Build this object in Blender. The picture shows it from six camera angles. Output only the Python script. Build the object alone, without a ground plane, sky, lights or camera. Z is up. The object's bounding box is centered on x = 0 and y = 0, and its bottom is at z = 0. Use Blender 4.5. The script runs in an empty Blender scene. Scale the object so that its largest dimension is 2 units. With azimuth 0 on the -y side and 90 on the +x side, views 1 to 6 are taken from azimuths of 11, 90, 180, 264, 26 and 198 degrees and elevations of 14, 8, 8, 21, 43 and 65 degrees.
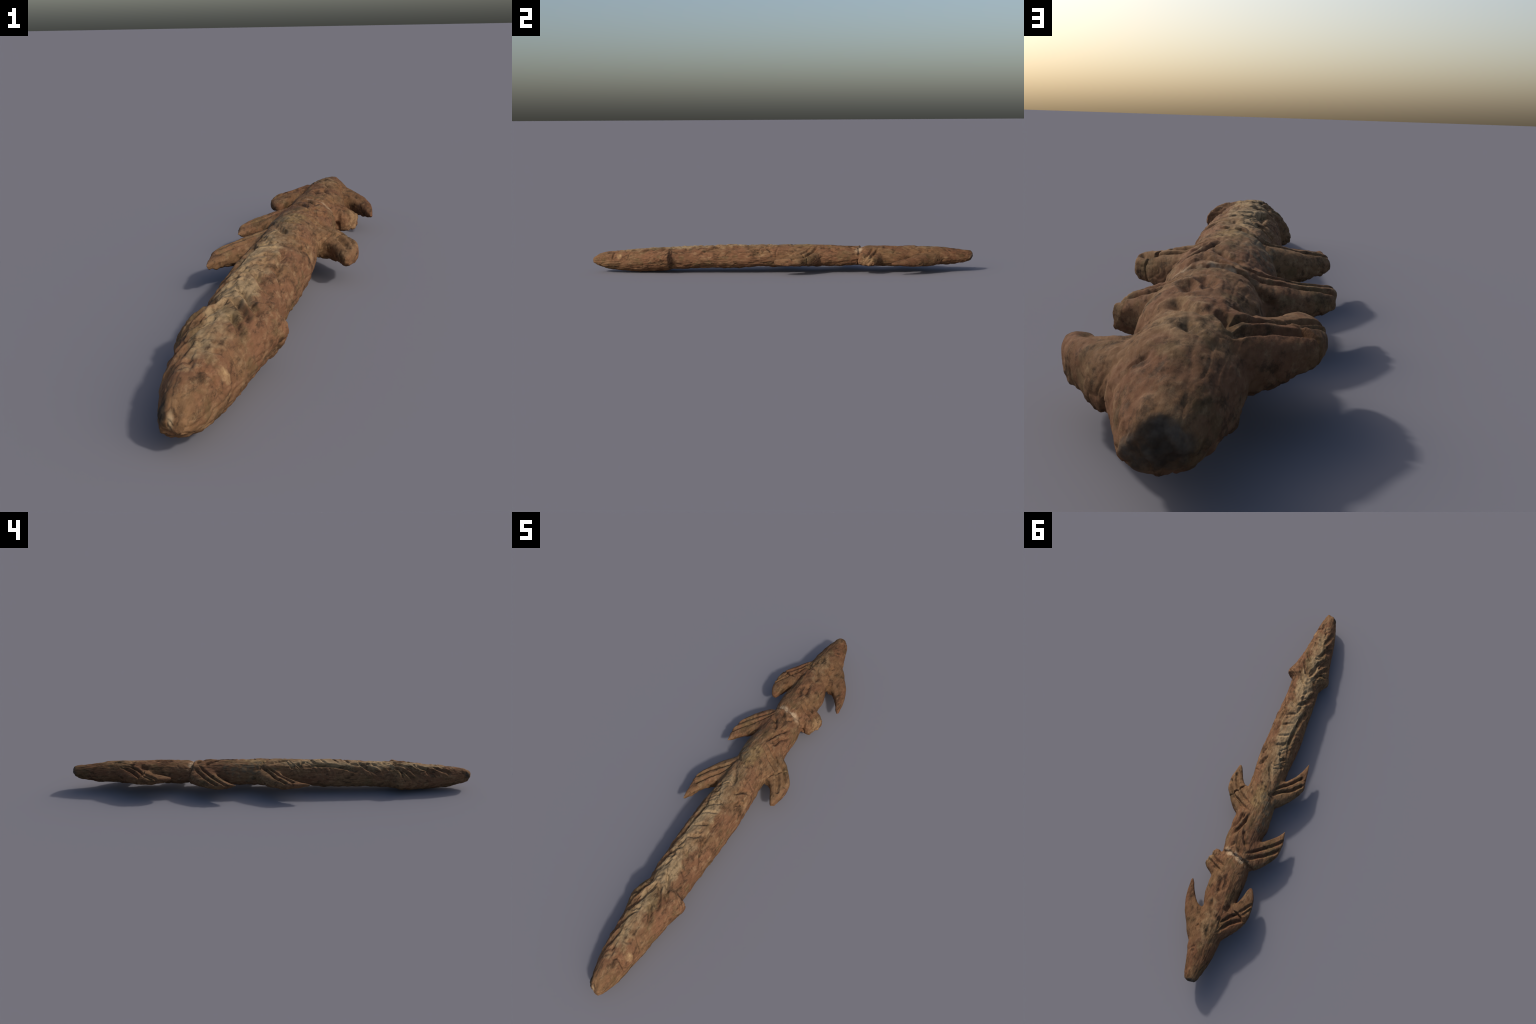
# Carved antler harpoon head: a long shaft with a shouldered base (-y end), two rows of
# hooked barbs, a mended break across the shaft and a blunt point (+y end).
import bpy, bmesh, math
import numpy as np

# ------------------------------------------------------------------ helpers
def smooth_interp(x, keys):
    """Monotone-ish cubic through (x, value) keys."""
    k = np.array(keys, float)
    X, Y = k[:, 0], k[:, 1]
    h = np.diff(X); s = np.diff(Y) / h
    m = np.zeros_like(Y)
    m[1:-1] = np.where(s[:-1] * s[1:] > 0, 2 * s[:-1] * s[1:] / (s[:-1] + s[1:] + 1e-12), 0)
    m[0], m[-1] = s[0], s[-1]
    x = np.clip(np.asarray(x, float), X[0], X[-1])
    i = np.clip(np.searchsorted(X, x) - 1, 0, len(h) - 1)
    t = (x - X[i]) / h[i]
    return (Y[i] * (1 + 2 * t) * (1 - t) ** 2 + m[i] * h[i] * t * (1 - t) ** 2
            + Y[i + 1] * t * t * (3 - 2 * t) + m[i + 1] * h[i] * t * t * (t - 1))

def sstep(a, b, x):
    t = np.clip((x - a) / (b - a), 0, 1)
    return t * t * (3 - 2 * t)

def vnoise(P, seed=0):
    """Gradient noise on an (n,3) array, about -0.7..0.7"""
    Pi = np.floor(P).astype(np.int64); f = P - Pi
    u = f * f * f * (f * (f * 6 - 15) + 10)
    out = np.zeros(len(P))
    for dx in (0, 1):
        for dy in (0, 1):
            for dz in (0, 1):
                a = ((Pi[:, 0] + dx) * 73856093) ^ ((Pi[:, 1] + dy) * 19349663) ^ ((Pi[:, 2] + dz) * 83492791) ^ (seed * 2654435761)
                a = (a ^ (a >> 13)) * 1274126177 & 0xffffffff
                a = (a ^ (a >> 16)) * 2246822519 & 0xffffffff
                gx = (a & 1023) / 511.5 - 1; gy = ((a >> 10) & 1023) / 511.5 - 1; gz = ((a >> 20) & 1023) / 511.5 - 1
                g = gx * (f[:, 0] - dx) + gy * (f[:, 1] - dy) + gz * (f[:, 2] - dz)
                w = (u[:, 0] if dx else 1 - u[:, 0]) * (u[:, 1] if dy else 1 - u[:, 1]) * (u[:, 2] if dz else 1 - u[:, 2])
                out += w * g
    return out

def fbm(P, octaves=3, seed=0):
    o = np.zeros(len(P)); a = 1.0
    for k in range(octaves):
        o += a * vnoise(P * 2 ** k + 17.3 * k, seed + k); a *= .5
    return o

# ------------------------------------------------------------------ shaft profile (metres, along y)
EDGE_P = [(-1.0, .016), (-.99, .022), (-.96, .032), (-.907, .044), (-.876, .048), (-.803, .058), (-.718, .072), (-.657, .087),
          (-.632, .098), (-.610, .105), (-.600, .105), (-.592, .093), (-.584, .079), (-.576, .074), (-.483, .073), (-.406, .077), (-.349, .082),
          (-.242, .083), (-.153, .087), (-.077, .086), (0, .082), (.06, .079), (.13, .085), (.19, .090), (.26, .092),
          (.323, .093), (.38, .086), (.42, .086), (.51, .093), (.572, .094), (.636, .085), (.668, .078), (.74, .082),
          (.819, .084), (.872, .073), (.938, .058), (.975, .048), (.995, .038), (1.0, .028)]
EDGE_N = [(-1.0, .000), (-.99, -.020), (-.975, -.033), (-.955, -.039), (-.909, -.05), (-.86, -.061), (-.803, -.07),
          (-.745, -.077), (-.689, -.086), (-.65, -.096), (-.622, -.104), (-.610, -.103), (-.579, -.086), (-.552, -.073), (-.454, -.077),
          (-.357, -.079), (-.243, -.081), (-.163, -.078), (-.082, -.07), (-.026, -.07), (.06, -.070), (.133, -.072),
          (.18, -.075), (.235, -.075), (.279, -.067), (.36, -.064), (.445, -.063), (.514, -.062), (.595, -.058),
          (.7, -.054), (.804, -.051), (.861, -.044), (.914, -.035), (.957, -.024), (.99, -.013), (1.0, -.004)]
Z_TOP = [(-1.0, .074), (-.993, .085), (-.978, .093), (-.947, .102), (-.865, .115), (-.757, .124), (-.595, .133), (-.415, .140),
         (-.235, .144), (-.1, .144), (.13, .143), (.27, .139), (.40, .135), (.5, .136), (.7, .134), (.81, .130),
         (.881, .122), (.952, .112), (.99, .107), (1.0, .094)]
Z_BOT = [(-1.0, .050), (-.984, .039), (-.949, .023), (-.86, .009), (-.796, .003), (-.715, .0), (-.652, .005), (-.57, .014),
         (-.5, .017), (-.372, .021), (-.19, .021), (-.146, .028), (.01, .028), (.12, .028), (.265, .030), (.34, .034), (.41, .036),
         (.482, .030), (.553, .029), (.713, .030), (.80, .034), (.874, .036), (.93, .042), (.982, .056), (1.0, .076)]

def edge_p(y): return smooth_interp(y, EDGE_P)
def edge_n(y): return smooth_interp(y, EDGE_N)

def add_loft(verts, faces, rings):
    """Join closed rings into a capped tube."""
    b = len(verts); n = len(rings[0])
    for r in rings: verts.extend(map(tuple, r))
    for i in range(len(rings) - 1):
        for j in range(n):
            k = (j + 1) % n
            faces.append((b + i * n + j, b + i * n + k, b + (i + 1) * n + k, b + (i + 1) * n + j))
    faces.append(tuple(b + j for j in range(n))[::-1])
    faces.append(tuple(b + (len(rings) - 1) * n + j for j in range(n)))

def superellipse(n, e_top, e_bot):
    a = np.linspace(0, 2 * math.pi, n, endpoint=False)
    c, s = np.cos(a), np.sin(a)
    e = np.where(s >= 0, e_top, e_bot)
    return np.sign(c) * np.abs(c) ** (2 / e), np.sign(s) * np.abs(s) ** (2 / e)

verts, faces = [], []

def shaft_loft():
    ys = np.concatenate([np.linspace(-1, -.95, 12)[:-1], np.linspace(-.95, .95, 190)[:-1], np.linspace(.95, 1, 14)])
    p, q, zt, zb = edge_p(ys), edge_n(ys), smooth_interp(ys, Z_TOP), smooth_interp(ys, Z_BOT)
    rings = []
    # fullness of the upper section on each flank: straighter facets at the shouldered base
    full_p = smooth_interp(ys, [(-1, 2.2), (-.75, 2.3), (-.62, 2.3), (-.5, 2.15), (.3, 2.1), (1, 2.2)])
    full_n = smooth_interp(ys, [(-1, 2.2), (-.8, 2.05), (-.62, 1.8), (-.5, 1.95), (.3, 2.0), (.8, 2.05), (1, 2.2)])
    wide_p = smooth_interp(ys, [(-1, .38), (-.75, .47), (-.62, .58), (-.55, .42), (-.4, .38), (1, .38)])
    wide_n = smooth_interp(ys, [(-1, .38), (-.75, .36), (-.62, .31), (-.5, .36), (1, .38)])
    belly_p = smooth_interp(ys, [(-1, 1.9), (-.62, 1.75), (-.45, 2.1), (1, 2.25)])
    belly_n = smooth_interp(ys, [(-1, 1.9), (-.7, 2.3), (-.5, 2.9), (.3, 2.8), (.5, 2.2), (1, 2.1)])
    for y, a, b, t, o, fp, fn, zp, zn, bp, bn in zip(ys, p, q, zt, zb, full_p, full_n, wide_p, wide_n, belly_p, belly_n):
        cp, sp = superellipse(72, fp, bp); cn, sn = superellipse(72, fn, bn)
        cx, sz = np.where(cp > 0, cp, cn), np.where(cp > 0, sp, sn)
        zm = o + (t - o) * (zn + (zp - zn) * (cx + 1) / 2)              # height of the widest line
        x = (a + b) / 2 - .0025 + (a - b) / 2 * cx
        z = zm + np.where(sz > 0, (t - zm) * sz, (zm - o) * sz)
        rings.append(np.stack([x, np.full_like(x, y), z], 1))
    add_loft(verts, faces, rings)

# ------------------------------------------------------------------ barbs
# Each barb is a list of stations from the root inside the shaft to the hooked tip:
# (inner edge x, y), (outer edge x, y), height of the top, height of the underside
BARBS = {
    'p_mid': [((.03, .06), (.03, .225), 0.124, 0.046), ((.083, .052), (.089, .195), 0.114, 0.043), ((.096, .047), (.118, .166), 0.109, 0.044),
              ((.109, .032), (.146, .125), 0.103, 0.046), ((.121, .010), (.170, .080), 0.098, 0.048), ((.130, -.012), (.174, .040), 0.093, 0.049),
              ((.139, -.031), (.166, -.005), 0.088, 0.053), ((.145, -.042), (.160, -.034), 0.084, 0.060), ((.148, -.047), (.157, -.044), 0.080, 0.068)],
    'n_mid': [((-.03, -.01), (-.03, .16), 0.127, 0.040), ((-.072, -.024), (-.074, .112), 0.114, 0.042), ((-.10, -.048), (-.109, .080), 0.104, 0.045),
              ((-.121, -.076), (-.136, .047), 0.097, 0.049), ((-.133, -.1), (-.163, .007), 0.091, 0.053), ((-.141, -.118), (-.173, -.028), 0.087, 0.056),
              ((-.148, -.135), (-.168, -.075), 0.084, 0.061), ((-.154, -.150), (-.163, -.12), 0.082, 0.067), ((-.1565, -.157), (-.159, -.150), 0.080, 0.073)],
    'n_break': [((-.03, .31), (-.03, .46), 0.123, 0.041), ((-.066, .296), (-.063, .446), 0.110, 0.043), ((-.10, .272), (-.105, .414), 0.099, 0.047),
                ((-.122, .252), (-.141, .370), 0.091, 0.051), ((-.138, .234), (-.164, .327), 0.085, 0.054), ((-.148, .220), (-.168, .270), 0.081, 0.059),
                ((-.154, .211), (-.164, .235), 0.078, 0.065), ((-.157, .205), (-.160, .209), 0.075, 0.071)],
    'n_point': [((-.02, .63), (-.02, .81), 0.129, 0.050), ((-.058, .614), (-.056, .788), 0.118, 0.052), ((-.070, .594), (-.084, .751), 0.112, 0.055),
                ((-.078, .574), (-.114, .712), 0.108, 0.058), ((-.084, .555), (-.132, .676), 0.105, 0.062), ((-.088, .54), (-.138, .634), 0.102, 0.066),
                ((-.092, .53), (-.133, .582), 0.099, 0.070), ((-.097, .522), (-.120, .543), 0.095, 0.076), ((-.102, .520), (-.110, .524), 0.091, 0.082)],
    'p_point': [((.03, .68), (.03, .86), .112, .036), ((.080, .669), (.087, .822), .103, .038), ((.101, .660), (.122, .757), .097, .040),
                ((.118, .642), (.147, .710), .092, .042), ((.130, .622), (.160, .668), .087, .044), ((.144, .597), (.170, .620), .080, .046),
                ((.154, .574), (.172, .588), .074, .050), ((.161, .560), (.173, .566), .069, .054), ((.166, .553), (.171, .555), .065, .058)],
    'p_stub': [((.03, .400), (.03, .54), 0.120, 0.040), ((.084, .392), (.092, .514), 0.109, 0.040), ((.100, .388), (.112, .498), 0.101, 0.042),
               ((.114, .390), (.124, .488), 0.095, 0.044), ((.122, .412), (.133, .478), 0.090, 0.046), ((.132, .436), (.139, .470), 0.085, 0.048)],
}

def barb_loft(stations):
    cx, sz = superellipse(40, 2.8, 3.2)
    keys = [[s[0][0], s[0][1], s[1][0], s[1][1], s[2], s[3]] for s in stations]
    t = np.arange(len(keys)); tt = np.linspace(0, len(keys) - 1, (len(keys) - 1) * 6 + 1)
    K = np.stack([smooth_interp(tt, list(zip(t, [k[c] for k in keys]))) for c in range(6)], 1)
    rings = []
    for ix, iy, ox, oy, zt, zb in K:
        w = (cx + 1) / 2
        x = ix + (ox - ix) * w; y = iy + (oy - iy) * w
        z = (zt + zb) / 2 + (zt - zb) / 2 * sz
        rings.append(np.stack([x, y, z], 1))
    if (K[-1, 0] > 0) == (K[-1, 1] < K[-1, 3]):
        rings = [r[::-1] for r in rings]
    add_loft(verts, faces, rings)

shaft_loft()
for st in BARBS.values():
    barb_loft(st)

me = bpy.data.meshes.new('raw'); me.from_pydata(verts, [], faces); me.update()
bm = bmesh.new(); bm.from_mesh(me)
bmesh.ops.recalc_face_normals(bm, faces=bm.faces); bm.to_mesh(me); bm.free()
raw = bpy.data.objects.new('raw', me); bpy.context.scene.collection.objects.link(raw)
rm = raw.modifiers.new('r', 'REMESH'); rm.mode = 'VOXEL'; rm.voxel_size = .002; rm.adaptivity = 0
sm = raw.modifiers.new('s', 'SMOOTH'); sm.factor = .5; sm.iterations = 7
dg = bpy.context.evaluated_depsgraph_get()
fused = bpy.data.meshes.new_from_object(raw.evaluated_get(dg))
bpy.data.objects.remove(raw)

nv = len(fused.vertices)
V = np.empty(nv * 3, np.float32); fused.vertices.foreach_get('co', V); V = V.reshape(-1, 3).astype(float)
N = np.empty(nv * 3, np.float32); fused.vertex_normals.foreach_get('vector', N); N = N.reshape(-1, 3).astype(float)

# blend the barb roots into the shaft: relax the skin around the junctions
ne = len(fused.edges)
ED = np.empty(ne * 2, np.int32); fused.edges.foreach_get('vertices', ED); ED = ED.reshape(-1, 2)
ya = V[:, 1]
barb_zone = sum(sstep(a - .03, a, ya) * sstep(b + .03, b, ya) * (V[:, 0] * sd > 0)
                for sd, a, b in ((1, .04, .20), (-1, -.03, .12), (-1, .28, .45), (-1, .59, .79), (1, .65, .83), (1, .38, .52)))
off = np.where(V[:, 0] > 0, V[:, 0] - edge_p(ya), edge_n(ya) - V[:, 0])
relax = np.clip(barb_zone, 0, 1) * sstep(-.035, -.012, off) * sstep(.028, .010, off) * sstep(-.3, .3, N[:, 2]) * .8
deg = np.bincount(ED.ravel(), minlength=nv)
a_, b_ = np.concatenate([ED[:, 0], ED[:, 1]]), np.concatenate([ED[:, 1], ED[:, 0]])
for it in range(70):
    mean = np.stack([np.bincount(a_, weights=V[b_, c], minlength=nv) for c in range(3)], 1) / deg[:, None]
    V += (mean - V) * relax[:, None]
fused.vertices.foreach_set('co', V.astype(np.float32).ravel()); fused.update()
N = np.empty(nv * 3, np.float32); fused.vertex_normals.foreach_get('vector', N); N = N.reshape(-1, 3).astype(float)
X, Y, Z = V.T

# ------------------------------------------------------------------ carving
depth = np.zeros(nv)
up = sstep(-.05, .45, N[:, 2])

def groove(pts, width, d, ragged=.35, mask=None, open_end=False):
    """Incised line seen from above: polyline, half width, depth."""
    global depth
    P = np.array(pts, float)
    lo, hi = P.min(0) - 3 * width - .01, P.max(0) + 3 * width + .01
    sel = np.where((X > lo[0]) & (X < hi[0]) & (Y > lo[1]) & (Y < hi[1]))[0]
    if not len(sel): return
    q = np.stack([X[sel], Y[sel]], 1)
    q = q + .004 * np.stack([vnoise(V[sel] * 55, 3), vnoise(V[sel] * 55, 4)], 1)
    # subdivided Catmull-Rom through the control points
    if len(P) > 2:
        E = np.vstack([2 * P[0] - P[1], P, 2 * P[-1] - P[-2]]); c = []
        for i in range(1, len(E) - 2):
            for t in np.linspace(0, 1, 6)[:-1]:
                a, b_, cc, e = E[i - 1:i + 3]
                c.append(.5 * (2 * b_ + (cc - a) * t + (2 * a - 5 * b_ + 4 * cc - e) * t * t + (3 * b_ - a - 3 * cc + e) * t ** 3))
        P = np.vstack(c + [P[-1]])
    L = np.concatenate([[0], np.cumsum(np.linalg.norm(np.diff(P, axis=0), axis=1))])
    best = np.full(len(sel), 9.); along = np.zeros(len(sel))
    for i in range(len(P) - 1):
        ab = P[i + 1] - P[i]; l2 = ab @ ab
        t = np.clip(((q - P[i]) @ ab) / l2, 0, 1)
        dist = np.linalg.norm(q - P[i] - t[:, None] * ab, axis=1)
        m = dist < best
        best[m] = dist[m]; along[m] = ((L[i] + t * math.sqrt(l2)) / L[-1])[m]
    taper = sstep(-.06, .28, along) * (1 if open_end else sstep(1.06, .72, along))
    w = width * (.75 + .6 * taper)
    prof = np.exp(-(best / w) ** 2) - .18 * np.exp(-((best - 2.1 * w) / (.8 * w)) ** 2)
    k = (1.7 if open_end else 1.9) * d * taper * (1 + ragged * 2 * vnoise(V[sel] * 40, 9))
    m = up[sel] if mask is None else mask[sel]
    depth[sel] = np.where(prof > 0, np.maximum(depth[sel], prof * k * m), depth[sel] + prof * k * m * .8)

# base: feathered oblique cuts either side of a worn midrib
groove([(.045, -.739), (.024, -.694), (.001, -.664)], .005, .005)
groove([(.062, -.666), (.033, -.603), (.011, -.553), (-.009, -.525)], .006, .006)
groove([(.044, -.683), (.020, -.630), (-.003, -.589), (-.014, -.582)], .006, .007)
groove([(-.014, -.582), (-.023, -.601), (-.031, -.636), (-.032, -.665)], .007, .009)
groove([(-.047, -.649), (-.060, -.694), (-.073, -.724)], .006, .008)
groove([(-.046, -.610), (-.068, -.649), (-.085, -.692)], .006, .008)
groove([(-.010, -.701), (-.025, -.697), (-.040, -.713)], .006, .005)
groove([(-.031, -.827), (-.039, -.845), (-.051, -.888)], .005, .006)
groove([(-.042, -.770), (-.056, -.804), (-.064, -.824)], .005, .006)
groove([(-.053, -.749), (-.067, -.783)], .006, .006)
groove([(.017, -.788), (.023, -.816), (.005, -.824), (-.013, -.797), (-.017, -.765)], .005, .0025)
groove([(-.004, -.892), (-.026, -.820)], .006, .003)
groove([(.057, -.530), (.038, -.478), (.016, -.439), (-.010, -.409)], .009, .006)
groove([(-.027, -.436), (-.028, -.483), (-.027, -.506)], .007, .005)
groove([(-.010, -.405), (-.042, -.441), (-.056, -.479), (-.069, -.513)], .007, .009)
groove([(-.048, -.554), (-.048, -.594)], .006, .006)
groove([(-.063, -.621), (-.096, -.625)], .007, .003)
groove([(-.005, -.590), (-.021, -.623), (-.037, -.670), (-.060, -.723)], .006, .007)
groove([(-.040, -.640), (-.055, -.671), (-.072, -.708)], .005, .006)
groove([(-.010, -.708), (-.032, -.720), (-.045, -.756), (-.067, -.793)], .006, .007)
groove([(-.028, -.785), (-.038, -.820), (-.047, -.870)], .006, .006)
groove([(-.030, -.560), (-.055, -.612), (-.088, -.640)], .006, .006)
# broken scar near the base end: a curved step on the +x flank
groove([(.006, -.905), (.013, -.885), (.035, -.890), (.050, -.898), (.056, -.92)], .004, .003)
# shaft: long side channel, herringbone cross cuts, facet line
groove([(.034, -.465), (.018, -.437), (-.004, -.421)], .008, .006)
groove([(-.067, -.440), (-.059, -.384), (-.048, -.327), (-.043, -.283), (-.039, -.237), (-.041, -.195), (-.051, -.139)], .006, .009)
groove([(-.026, -.363), (-.028, -.397), (-.034, -.419)], .005, .005)
groove([(.036, -.332), (.009, -.351), (-.028, -.362)], .006, .0042)
groove([(.018, -.331), (.003, -.324)], .006, .003)
groove([(.030, -.282), (-.003, -.297), (-.030, -.310)], .005, .0035)
groove([(.030, -.223), (-.006, -.232), (-.030, -.246)], .005, .0032)
groove([(.020, -.174), (-.010, -.181), (-.030, -.196)], .006, .0042)
groove([(.070, -.446), (.048, -.380), (.040, -.327), (.039, -.267), (.041, -.216)], .005, .005)
groove([(.055, -.154), (.068, -.128), (.082, -.110)], .004, .004)
groove([(.031, -.114), (.053, -.076), (.077, -.052)], .006, .006)
groove([(.002, -.086), (.007, -.064), (-.005, -.023), (-.020, .005), (-.030, .035)], .006, .006)
groove([(-.011, -.141), (-.029, -.114)], .005, .006)
groove([(-.025, -.098), (-.046, -.121)], .006, .006)
groove([(-.036, -.087), (-.049, -.065)], .006, .005)
groove([(.026, .028), (-.013, .066)], .005, .003)
groove([(.007, .043), (-.024, .071), (-.045, .085), (-.065, .113)], .006, .006)
groove([(.079, .290), (.062, .258), (.046, .227), (.036, .196)], .006, .006)
groove([(.066, .323), (.043, .281), (.027, .241), (.018, .198)], .006, .007)
groove([(.017, .267), (.007, .306), (-.012, .341), (-.032, .367)], .006, .006)
groove([(.038, .305), (.025, .354), (.002, .385), (-.021, .404)], .006, .005)
groove([(.051, .371), (.031, .352)], .007, .004)
# barbs: lengthwise flutes that run off the outer edge and leave three fingers
def flute(pts, width=.0055, d=.008): groove(pts, width, d, .25, None, True)
flute([(-.038, .085), (-.060, .058), (-.090, .032), (-.122, .012), (-.160, -.030)])
flute([(-.050, .045), (-.080, .006), (-.116, -.028), (-.148, -.068)])
flute([(.020, .190), (.050, .176), (.090, .146), (.127, .122), (.150, .088), (.166, .048)], .0055, .0075)
flute([(.030, .155), (.064, .132), (.095, .106), (.118, .082), (.138, .042), (.150, .010)], .0055, .007)
flute([(-.028, .385), (-.050, .366), (-.087, .335), (-.124, .303), (-.164, .262)])
flute([(-.034, .412), (-.054, .397), (-.090, .371), (-.122, .347), (-.164, .306)])
flute([(.045, .472), (.075, .458), (.100, .443), (.124, .426)], .005, .006)
flute([(.047, .500), (.075, .486), (.105, .468), (.132, .448)], .005, .006)
flute([(-.026, .735), (-.042, .708), (-.062, .680), (-.086, .660)])
flute([(-.030, .770), (-.046, .745), (-.066, .716), (-.092, .692), (-.113, .680)])
flute([(-.088, .655), (-.106, .630), (-.128, .598)], .005, .006)
flute([(-.104, .662), (-.120, .640), (-.134, .618)], .005, .005)
flute([(.040, .735), (.069, .722), (.100, .705), (.122, .675), (.136, .645)], .008, .003)
# point
groove([(.043, .522), (.030, .559), (.027, .603)], .008, .008)
groove([(.019, .504), (.006, .551), (.010, .590)], .008, .006)
groove([(.035, .653), (.019, .696), (-.003, .721)], .007, .005)
groove([(-.019, .696), (-.031, .740), (-.028, .760)], .006, .006)
groove([(-.040, .629), (-.040, .669)], .007, .006)
groove([(.068, .875), (.052, .862), (.036, .850)], .004, .002)
groove([(.069, .760), (.056, .761)], .006, .004)
groove([(-.007, .809), (.008, .786), (.010, .744)], .006, .003)

groove([(.010, .715), (.033, .666), (.041, .629)], .007, .005)
groove([(.051, .193), (.056, .235), (.074, .286)], .005, .006)

# mended cracks go right round the piece
allround = np.ones(nv)
on_p = (X > .085).astype(float); on_n = (X < -.062).astype(float)
groove([(.152, .132), (.127, .104), (.112, .086), (.088, .056)], .0028, .007, .1, on_p)
groove([(-.066, .648), (-.088, .656), (-.107, .668), (-.130, .690)], .003, .008, .1, on_n)
# the break between shaft and point: y as a function of x
CRACK = [(-.2, .445), (-.062, .434), (-.043, .420), (-.02, .418), (.013, .411), (.042, .399), (.075, .392), (.2, .386)]
yc = smooth_interp(X, CRACK) + .01 * vnoise(V * 30, 21) + .12 * np.clip(.09 - Z, -.05, .03) * 0
s = Y - yc
near_shaft = sstep(.1, .088, X) * sstep(-.085, -.066, X)
lip = np.where(s > 0, np.exp(-(s / .022) ** 2) * .009, 0)               # worn lip on the point's side
cut = np.exp(-(np.abs(s) / .005) ** 2) * np.where(X < .02, .012, .009)
depth = np.maximum(depth, np.maximum(lip * (.4 + .6 * up), cut) * near_shaft)

# ------------------------------------------------------------------ surface relief
fine = sstep(1.0, .9, np.abs(Y))
relief = .0035 * fbm(V * np.array([16, 11, 16]), 2, 30)
relief += .0032 * fbm(V * np.array([42, 24, 42]), 2, 40)
relief += .0010 * fbm(V * np.array([130, 60, 130]), 2, 50)
# oblique feather-like tool ridges, mirrored about the midrib
warp = .03 * vnoise(V * 14, 33)
feather = np.abs(vnoise(np.stack([X * 10, (Y + np.abs(X + .01) * 1.1 + warp) * 34, Z * 8], 1), 35))
calm = sstep(.12, -.05, Y) * .75 + .25                                  # the barbed end is worn smoother
relief -= .0028 * sstep(.24, .0, feather) * up * calm * sstep(.35, .0, vnoise(V * 9, 37) + .12)
# long grain on the flanks
grainy = np.abs(vnoise(np.stack([X * 60, Y * 7 + warp * 10, Z * 60], 1), 36))
relief -= .0022 * sstep(.14, .0, grainy) * (1 - .6 * up)
on_barb = sstep(-.004, .012, np.where(X > 0, X - edge_p(Y), edge_n(Y) - X))
relief *= 1 - .5 * on_barb
under = sstep(.1, -.6, N[:, 2])
spongy = -.001 + .0055 * fbm(V * np.array([40, 24, 40]), 3, 60) - .0 * np.clip(vnoise(V * np.array([55, 30, 55]), 70), 0, 1)
# ragged fracture of the stub
frac = sstep(.10, .125, X) * sstep(.375, .39, Y) * sstep(.475, .455, Y)
relief += frac * .006 * fbm(V * 60, 3, 80)
V2 = V + N * (relief + under * spongy - depth)[:, None]
zlow = V2[:, 2] - .004                                                  # worn contact patch: ease the lowest bumps onto z = 0
V2[:, 2] = np.where(zlow < 0, .004 * np.exp(np.clip(zlow / .004, -9, 0)), V2[:, 2])
V2[:, 2] -= V2[:, 2].min()
fused.vertices.foreach_set('co', V2.astype(np.float32).ravel()); fused.update()
N2 = np.empty(nv * 3, np.float32); fused.vertex_normals.foreach_get('vector', N2); N2 = N2.reshape(-1, 3)

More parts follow.
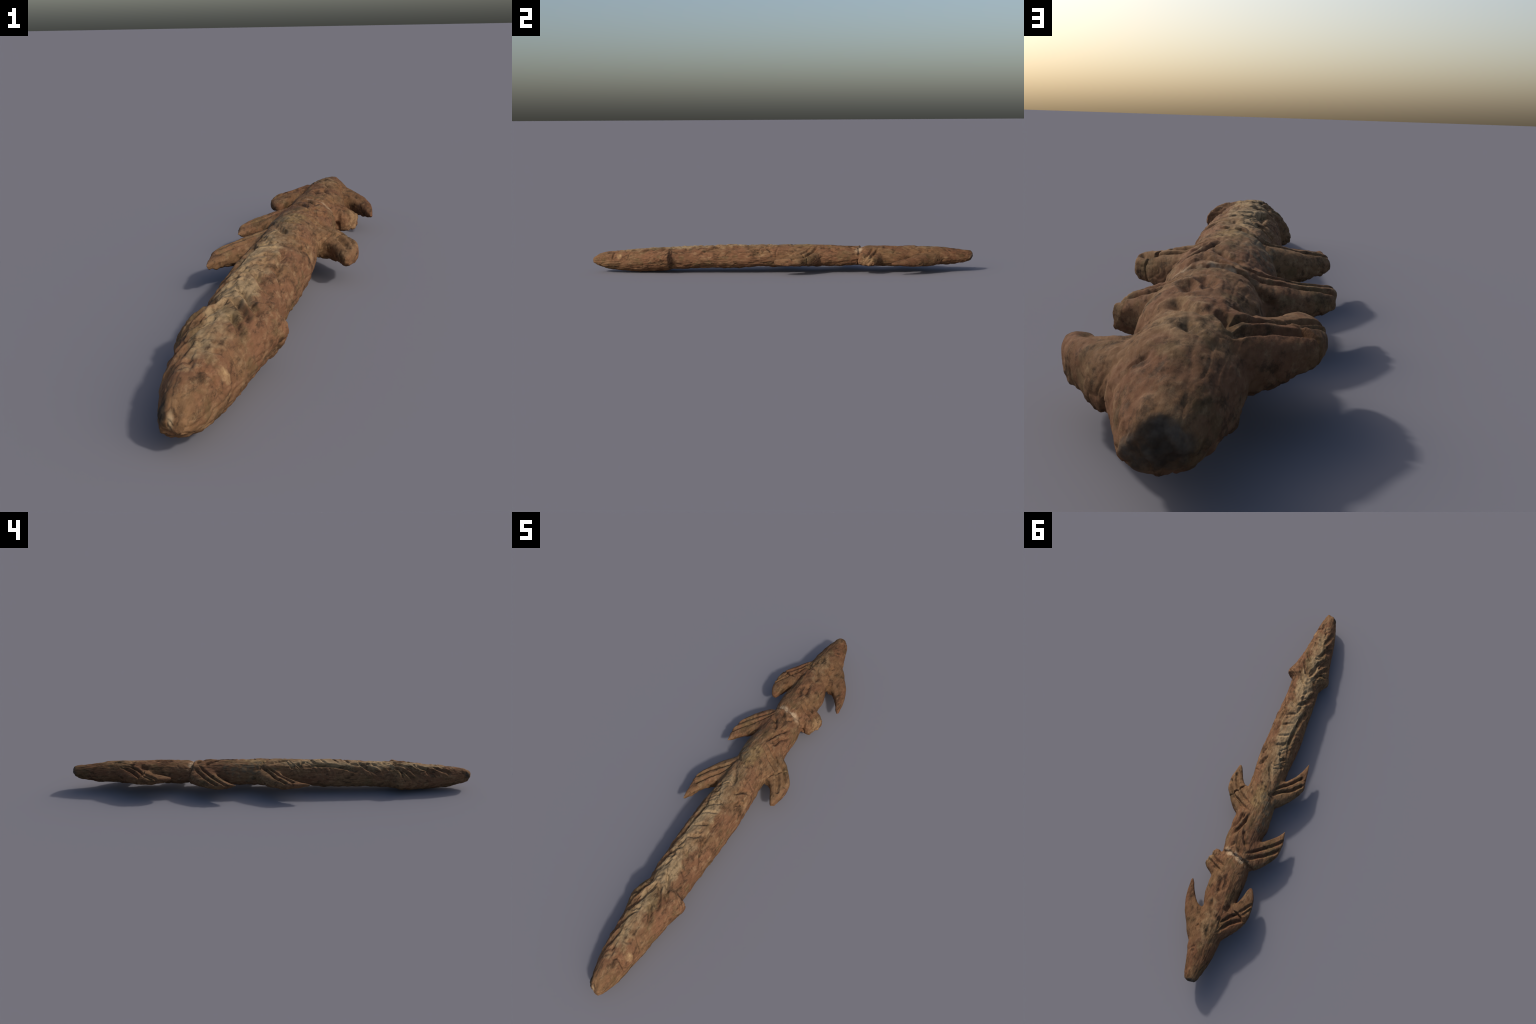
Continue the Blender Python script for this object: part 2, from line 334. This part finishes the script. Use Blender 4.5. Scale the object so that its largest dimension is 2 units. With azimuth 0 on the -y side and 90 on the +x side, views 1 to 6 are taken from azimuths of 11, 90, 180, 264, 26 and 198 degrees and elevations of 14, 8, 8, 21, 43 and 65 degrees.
# ------------------------------------------------------------------ material
def build_material():
    mat = bpy.data.materials.new('weathered_antler'); mat.use_nodes = True
    nt = mat.node_tree; nt.nodes.clear(); nd, ln = nt.nodes, nt.links
    out = nd.new('ShaderNodeOutputMaterial'); bs = nd.new('ShaderNodeBsdfPrincipled'); ln.new(bs.outputs[0], out.inputs[0])
    tc = nd.new('ShaderNodeTexCoord'); sep = nd.new('ShaderNodeSeparateXYZ'); ln.new(tc.outputs['Object'], sep.inputs[0])
    def noise(scale, stretch=(1, 1, 1), detail=4, rough=.6, off=(0, 0, 0), dist=0):
        mp = nd.new('ShaderNodeMapping'); mp.inputs['Scale'].default_value = stretch; mp.inputs['Location'].default_value = off
        n = nd.new('ShaderNodeTexNoise'); n.inputs['Scale'].default_value = scale; n.inputs['Detail'].default_value = detail
        n.inputs['Roughness'].default_value = rough; n.inputs['Distortion'].default_value = dist
        ln.new(tc.outputs['Object'], mp.inputs[0]); ln.new(mp.outputs[0], n.inputs['Vector']); return n.outputs['Fac']
    def mrange(src, a, b, lo=0, hi=1):
        m = nd.new('ShaderNodeMapRange'); m.interpolation_type = 'SMOOTHSTEP'
        for k, v in zip(('From Min', 'From Max', 'To Min', 'To Max'), (a, b, lo, hi)): m.inputs[k].default_value = v
        ln.new(src, m.inputs['Value']); return m.outputs[0]
    def math_(op, a, b=None):
        m = nd.new('ShaderNodeMath'); m.operation = op
        for i, v in enumerate((a, b)):
            if v is None: continue
            if hasattr(v, 'links'): ln.new(v, m.inputs[i])
            else: m.inputs[i].default_value = v
        return m.outputs[0]
    def mix(fac, a, b, mode='MIX'):
        m = nd.new('ShaderNodeMix'); m.data_type = 'RGBA'; m.blend_type = mode
        if hasattr(fac, 'links'): ln.new(fac, m.inputs[0])
        else: m.inputs[0].default_value = fac
        for v, i in ((a, 6), (b, 7)):
            if hasattr(v, 'links'): ln.new(v, m.inputs[i])
            else: m.inputs[i].default_value = (*v, 1)
        return m.outputs[2]
    def blob(c, r, soft=.5, wob=.35):
        """Soft ellipsoid mask broken up by noise."""
        mp = nd.new('ShaderNodeMapping'); mp.vector_type = 'POINT'
        mp.inputs['Scale'].default_value = [1 / k for k in r]; mp.inputs['Location'].default_value = [-a / k for a, k in zip(c, r)]
        ln.new(tc.outputs['Object'], mp.inputs[0])
        l = nd.new('ShaderNodeVectorMath'); l.operation = 'LENGTH'; ln.new(mp.outputs[0], l.inputs[0])
        w = math_('MULTIPLY', math_('SUBTRACT', wobble, .5), wob * 4)
        return mrange(math_('ADD', l.outputs['Value'], w), 1, 1 - soft)
    wobble = noise(26, detail=5)
    brown, red, tan, dark, olive = (.172, .099, .051), (.164, .082, .045), (.300, .212, .118), (.048, .031, .018), (.112, .078, .038)
    col = mix(mrange(noise(9, (1, .6, 1), 4), .38, .62), brown, red)
    # tan, worn carved zone along the top
    top = blob((-.008, -.40, .15), (.050, .68, .085), .4, .35)
    col = mix(math_('MULTIPLY', top, mrange(noise(17, (1, .6, 1), 5, off=(3, 1, 2)), .34, .58, .25, 1)), col, tan)
    top2 = blob((.02, .74, .15), (.05, .16, .06), .7, .6)
    col = mix(math_('MULTIPLY', top2, .5), col, tan)
    col = mix(math_('MULTIPLY', blob((.0, .1, .145), (.045, .09, .05), .7, .5), .55), col, (.25, .17, .075))
    col = mix(mrange(noise(21, (1, .55, 1), 5, off=(5, 2, 8)), .54, .66, 0, .6), col, olive)
    col = mix(mrange(noise(30, (1, .5, 1), 6, .7, off=(1, 7, 3)), .52, .70, 0, .85), col, dark)
    col = mix(mrange(noise(34, (1, .5, 1), 5, .65, off=(9, 4, 1)), .54, .76, 0, .5), col, (.29, .19, .105))
    # fine pale and dark flecks along the grain
    col = mix(mrange(noise(75, (1, .4, 1), 5, .7, off=(3, 9, 5)), .50, .72, 0, .42), col, (.32, .215, .12))
    col = mix(mrange(noise(65, (1, .4, 1), 5, .7, off=(8, 1, 5)), .50, .68, 0, .75), col, (.045, .029, .018))
    # the barbed end is a deeper brown
    col = mix(mrange(math_('ADD', sep.outputs['Y'], math_('MULTIPLY', math_('SUBTRACT', wobble, .5), .6)), .0, .8, 0, .45), col, mix(1, col, (.62, .55, .50), 'MULTIPLY'))
    # grey weathering on the flank by the barbs
    grey = math_('MULTIPLY', blob((-.045, .14, .11), (.045, .15, .05), .6, .7), mrange(noise(40, detail=5, off=(2, 2, 2)), .4, .6))
    col = mix(grey, col, (.120, .092, .060))
    # pale chips: scar at the base, broken edges
    col = mix(blob((.048, -.862, .10), (.022, .035, .03), .7, .5), col, (.40, .27, .14))
    col = mix(math_('MULTIPLY', blob((.128, .425, .08), (.025, .04, .05), .5, .6), .6), col, (.25, .16, .085))
    # dark stained faces: tip of the base and the end of the point
    col = mix(blob((-.028, -.98, .075), (.014, .03, .028), .6, .4), col, (.050, .038, .028))
    col = mix(blob((-.010, -.99, .066), (.009, .018, .022), .7, .3), col, (.34, .24, .14))
    col = mix(math_('MULTIPLY', blob((.012, 1.006, .078), (.058, .034, .053), .6, .5), .85), col, mix(mrange(noise(45, detail=3, off=(7, 3, 1)), .4, .65), (.040, .033, .027), (.095, .078, .062)))
    # cream lip along the mended break
    cy = math_('ADD', math_('SUBTRACT', sep.outputs['Y'], .4085), math_('MULTIPLY', sep.outputs['X'], .33))
    cy = math_('ADD', cy, math_('MULTIPLY', math_('SUBTRACT', wobble, .5), .02))
    lipm = mrange(math_('ABSOLUTE', math_('ADD', cy, -.005)), .024, .006)
    lipm = math_('MULTIPLY', lipm, mrange(noise(24, detail=3, off=(4, 4, 4)), .40, .55))
    lipm = math_('MULTIPLY', lipm, mrange(sep.outputs['Z'], .095, .125))
    col = mix(math_('MULTIPLY', lipm, .85), col, (.42, .31, .20))
    # fine grain and pores
    grain = noise(120, (1, .3, 1), 4, .7)
    col = mix(mrange(grain, .35, .7, .0, .45), col, mix(1, col, (.55, .5, .45), 'MULTIPLY'))
    ln.new(col, bs.inputs['Base Color'])
    ln.new(mrange(grain, .3, .7, .8, .95), bs.inputs['Roughness'])
    bs.inputs['Specular IOR Level'].default_value = .05
    bp = nd.new('ShaderNodeBump'); bp.inputs['Strength'].default_value = .35; bp.inputs['Distance'].default_value = .003
    ln.new(math_('ADD', noise(75, (1, .5, 1), 5, .65, off=(6, 6, 6)), math_('MULTIPLY', grain, .5)), bp.inputs['Height'])
    ln.new(bp.outputs[0], bs.inputs['Normal'])
    return mat
MAT = build_material()

# ------------------------------------------------------------------ split the fused body into its parts
nf = len(fused.polygons)
ls = np.empty(nf, np.int32); lt = np.empty(nf, np.int32)
fused.polygons.foreach_get('loop_start', ls); fused.polygons.foreach_get('loop_total', lt)
lv = np.empty(len(fused.loops), np.int32); fused.loops.foreach_get('vertex_index', lv)
quads = lv[ls[:, None] + np.arange(4)[None]]
C = V[quads].mean(1)
cxp, cxn, fy = C[:, 0] - edge_p(C[:, 1]), edge_n(C[:, 1]) - C[:, 0], C[:, 1]
crack_y = smooth_interp(C[:, 0], CRACK)
region = np.where(fy < -.56, 0, np.where(fy < crack_y, 1, 2))          # base, shaft, point
OUT = .002
side_p, side_n = cxp > OUT, cxn > OUT
region[side_p & (fy > -.06) & (fy < .22)] = 3
region[side_n & (fy > -.17) & (fy < .13)] = 4
region[side_n & (fy > .19) & (fy < .47)] = 5
region[side_n & (fy > .50) & (fy < .80)] = 6
region[side_p & (fy > .54) & (fy < .83)] = 7
region[side_p & (fy > .37) & (fy < .53)] = 8
# broken-off, glued-back ends of two barbs
def beyond(a, b): return (C[:, 0] - a[0]) * (b[1] - a[1]) - (C[:, 1] - a[1]) * (b[0] - a[0])
region[(region == 3) & (beyond((.088, .056), (.152, .132)) > 0)] = 9
region[(region == 6) & (beyond((-.062, .648), (-.130, .688)) < 0)] = 10

root = bpy.data.objects.new('antler_harpoon_head', None)
root.empty_display_size = .2
bpy.context.scene.collection.objects.link(root)
root['label'] = 'weathered brown carved antler harpoon head with hooked barbs'
root['category'] = 'harpoon head'
NAMES = ['base', 'shaft', 'point', 'barb', 'barb', 'barb', 'barb', 'barb', 'broken_barb', 'barb_tip', 'barb_tip']
made = {}
for r, name in enumerate(NAMES):
    f = quads[region == r]
    used, inv = np.unique(f, return_inverse=True)
    m = bpy.data.meshes.new(name); m.from_pydata(V2[used].tolist(), [], inv.reshape(-1, 4).tolist()); m.update()
    m.polygons.foreach_set('use_smooth', [True] * len(m.polygons))
    m.normals_split_custom_set_from_vertices(N2[used].tolist())
    m.materials.append(MAT)
    o = bpy.data.objects.new(name, m); bpy.context.scene.collection.objects.link(o)
    o.parent = made[3] if r == 9 else made[6] if r == 10 else root
    made[r] = o
bpy.data.meshes.remove(fused); bpy.data.meshes.remove(me)
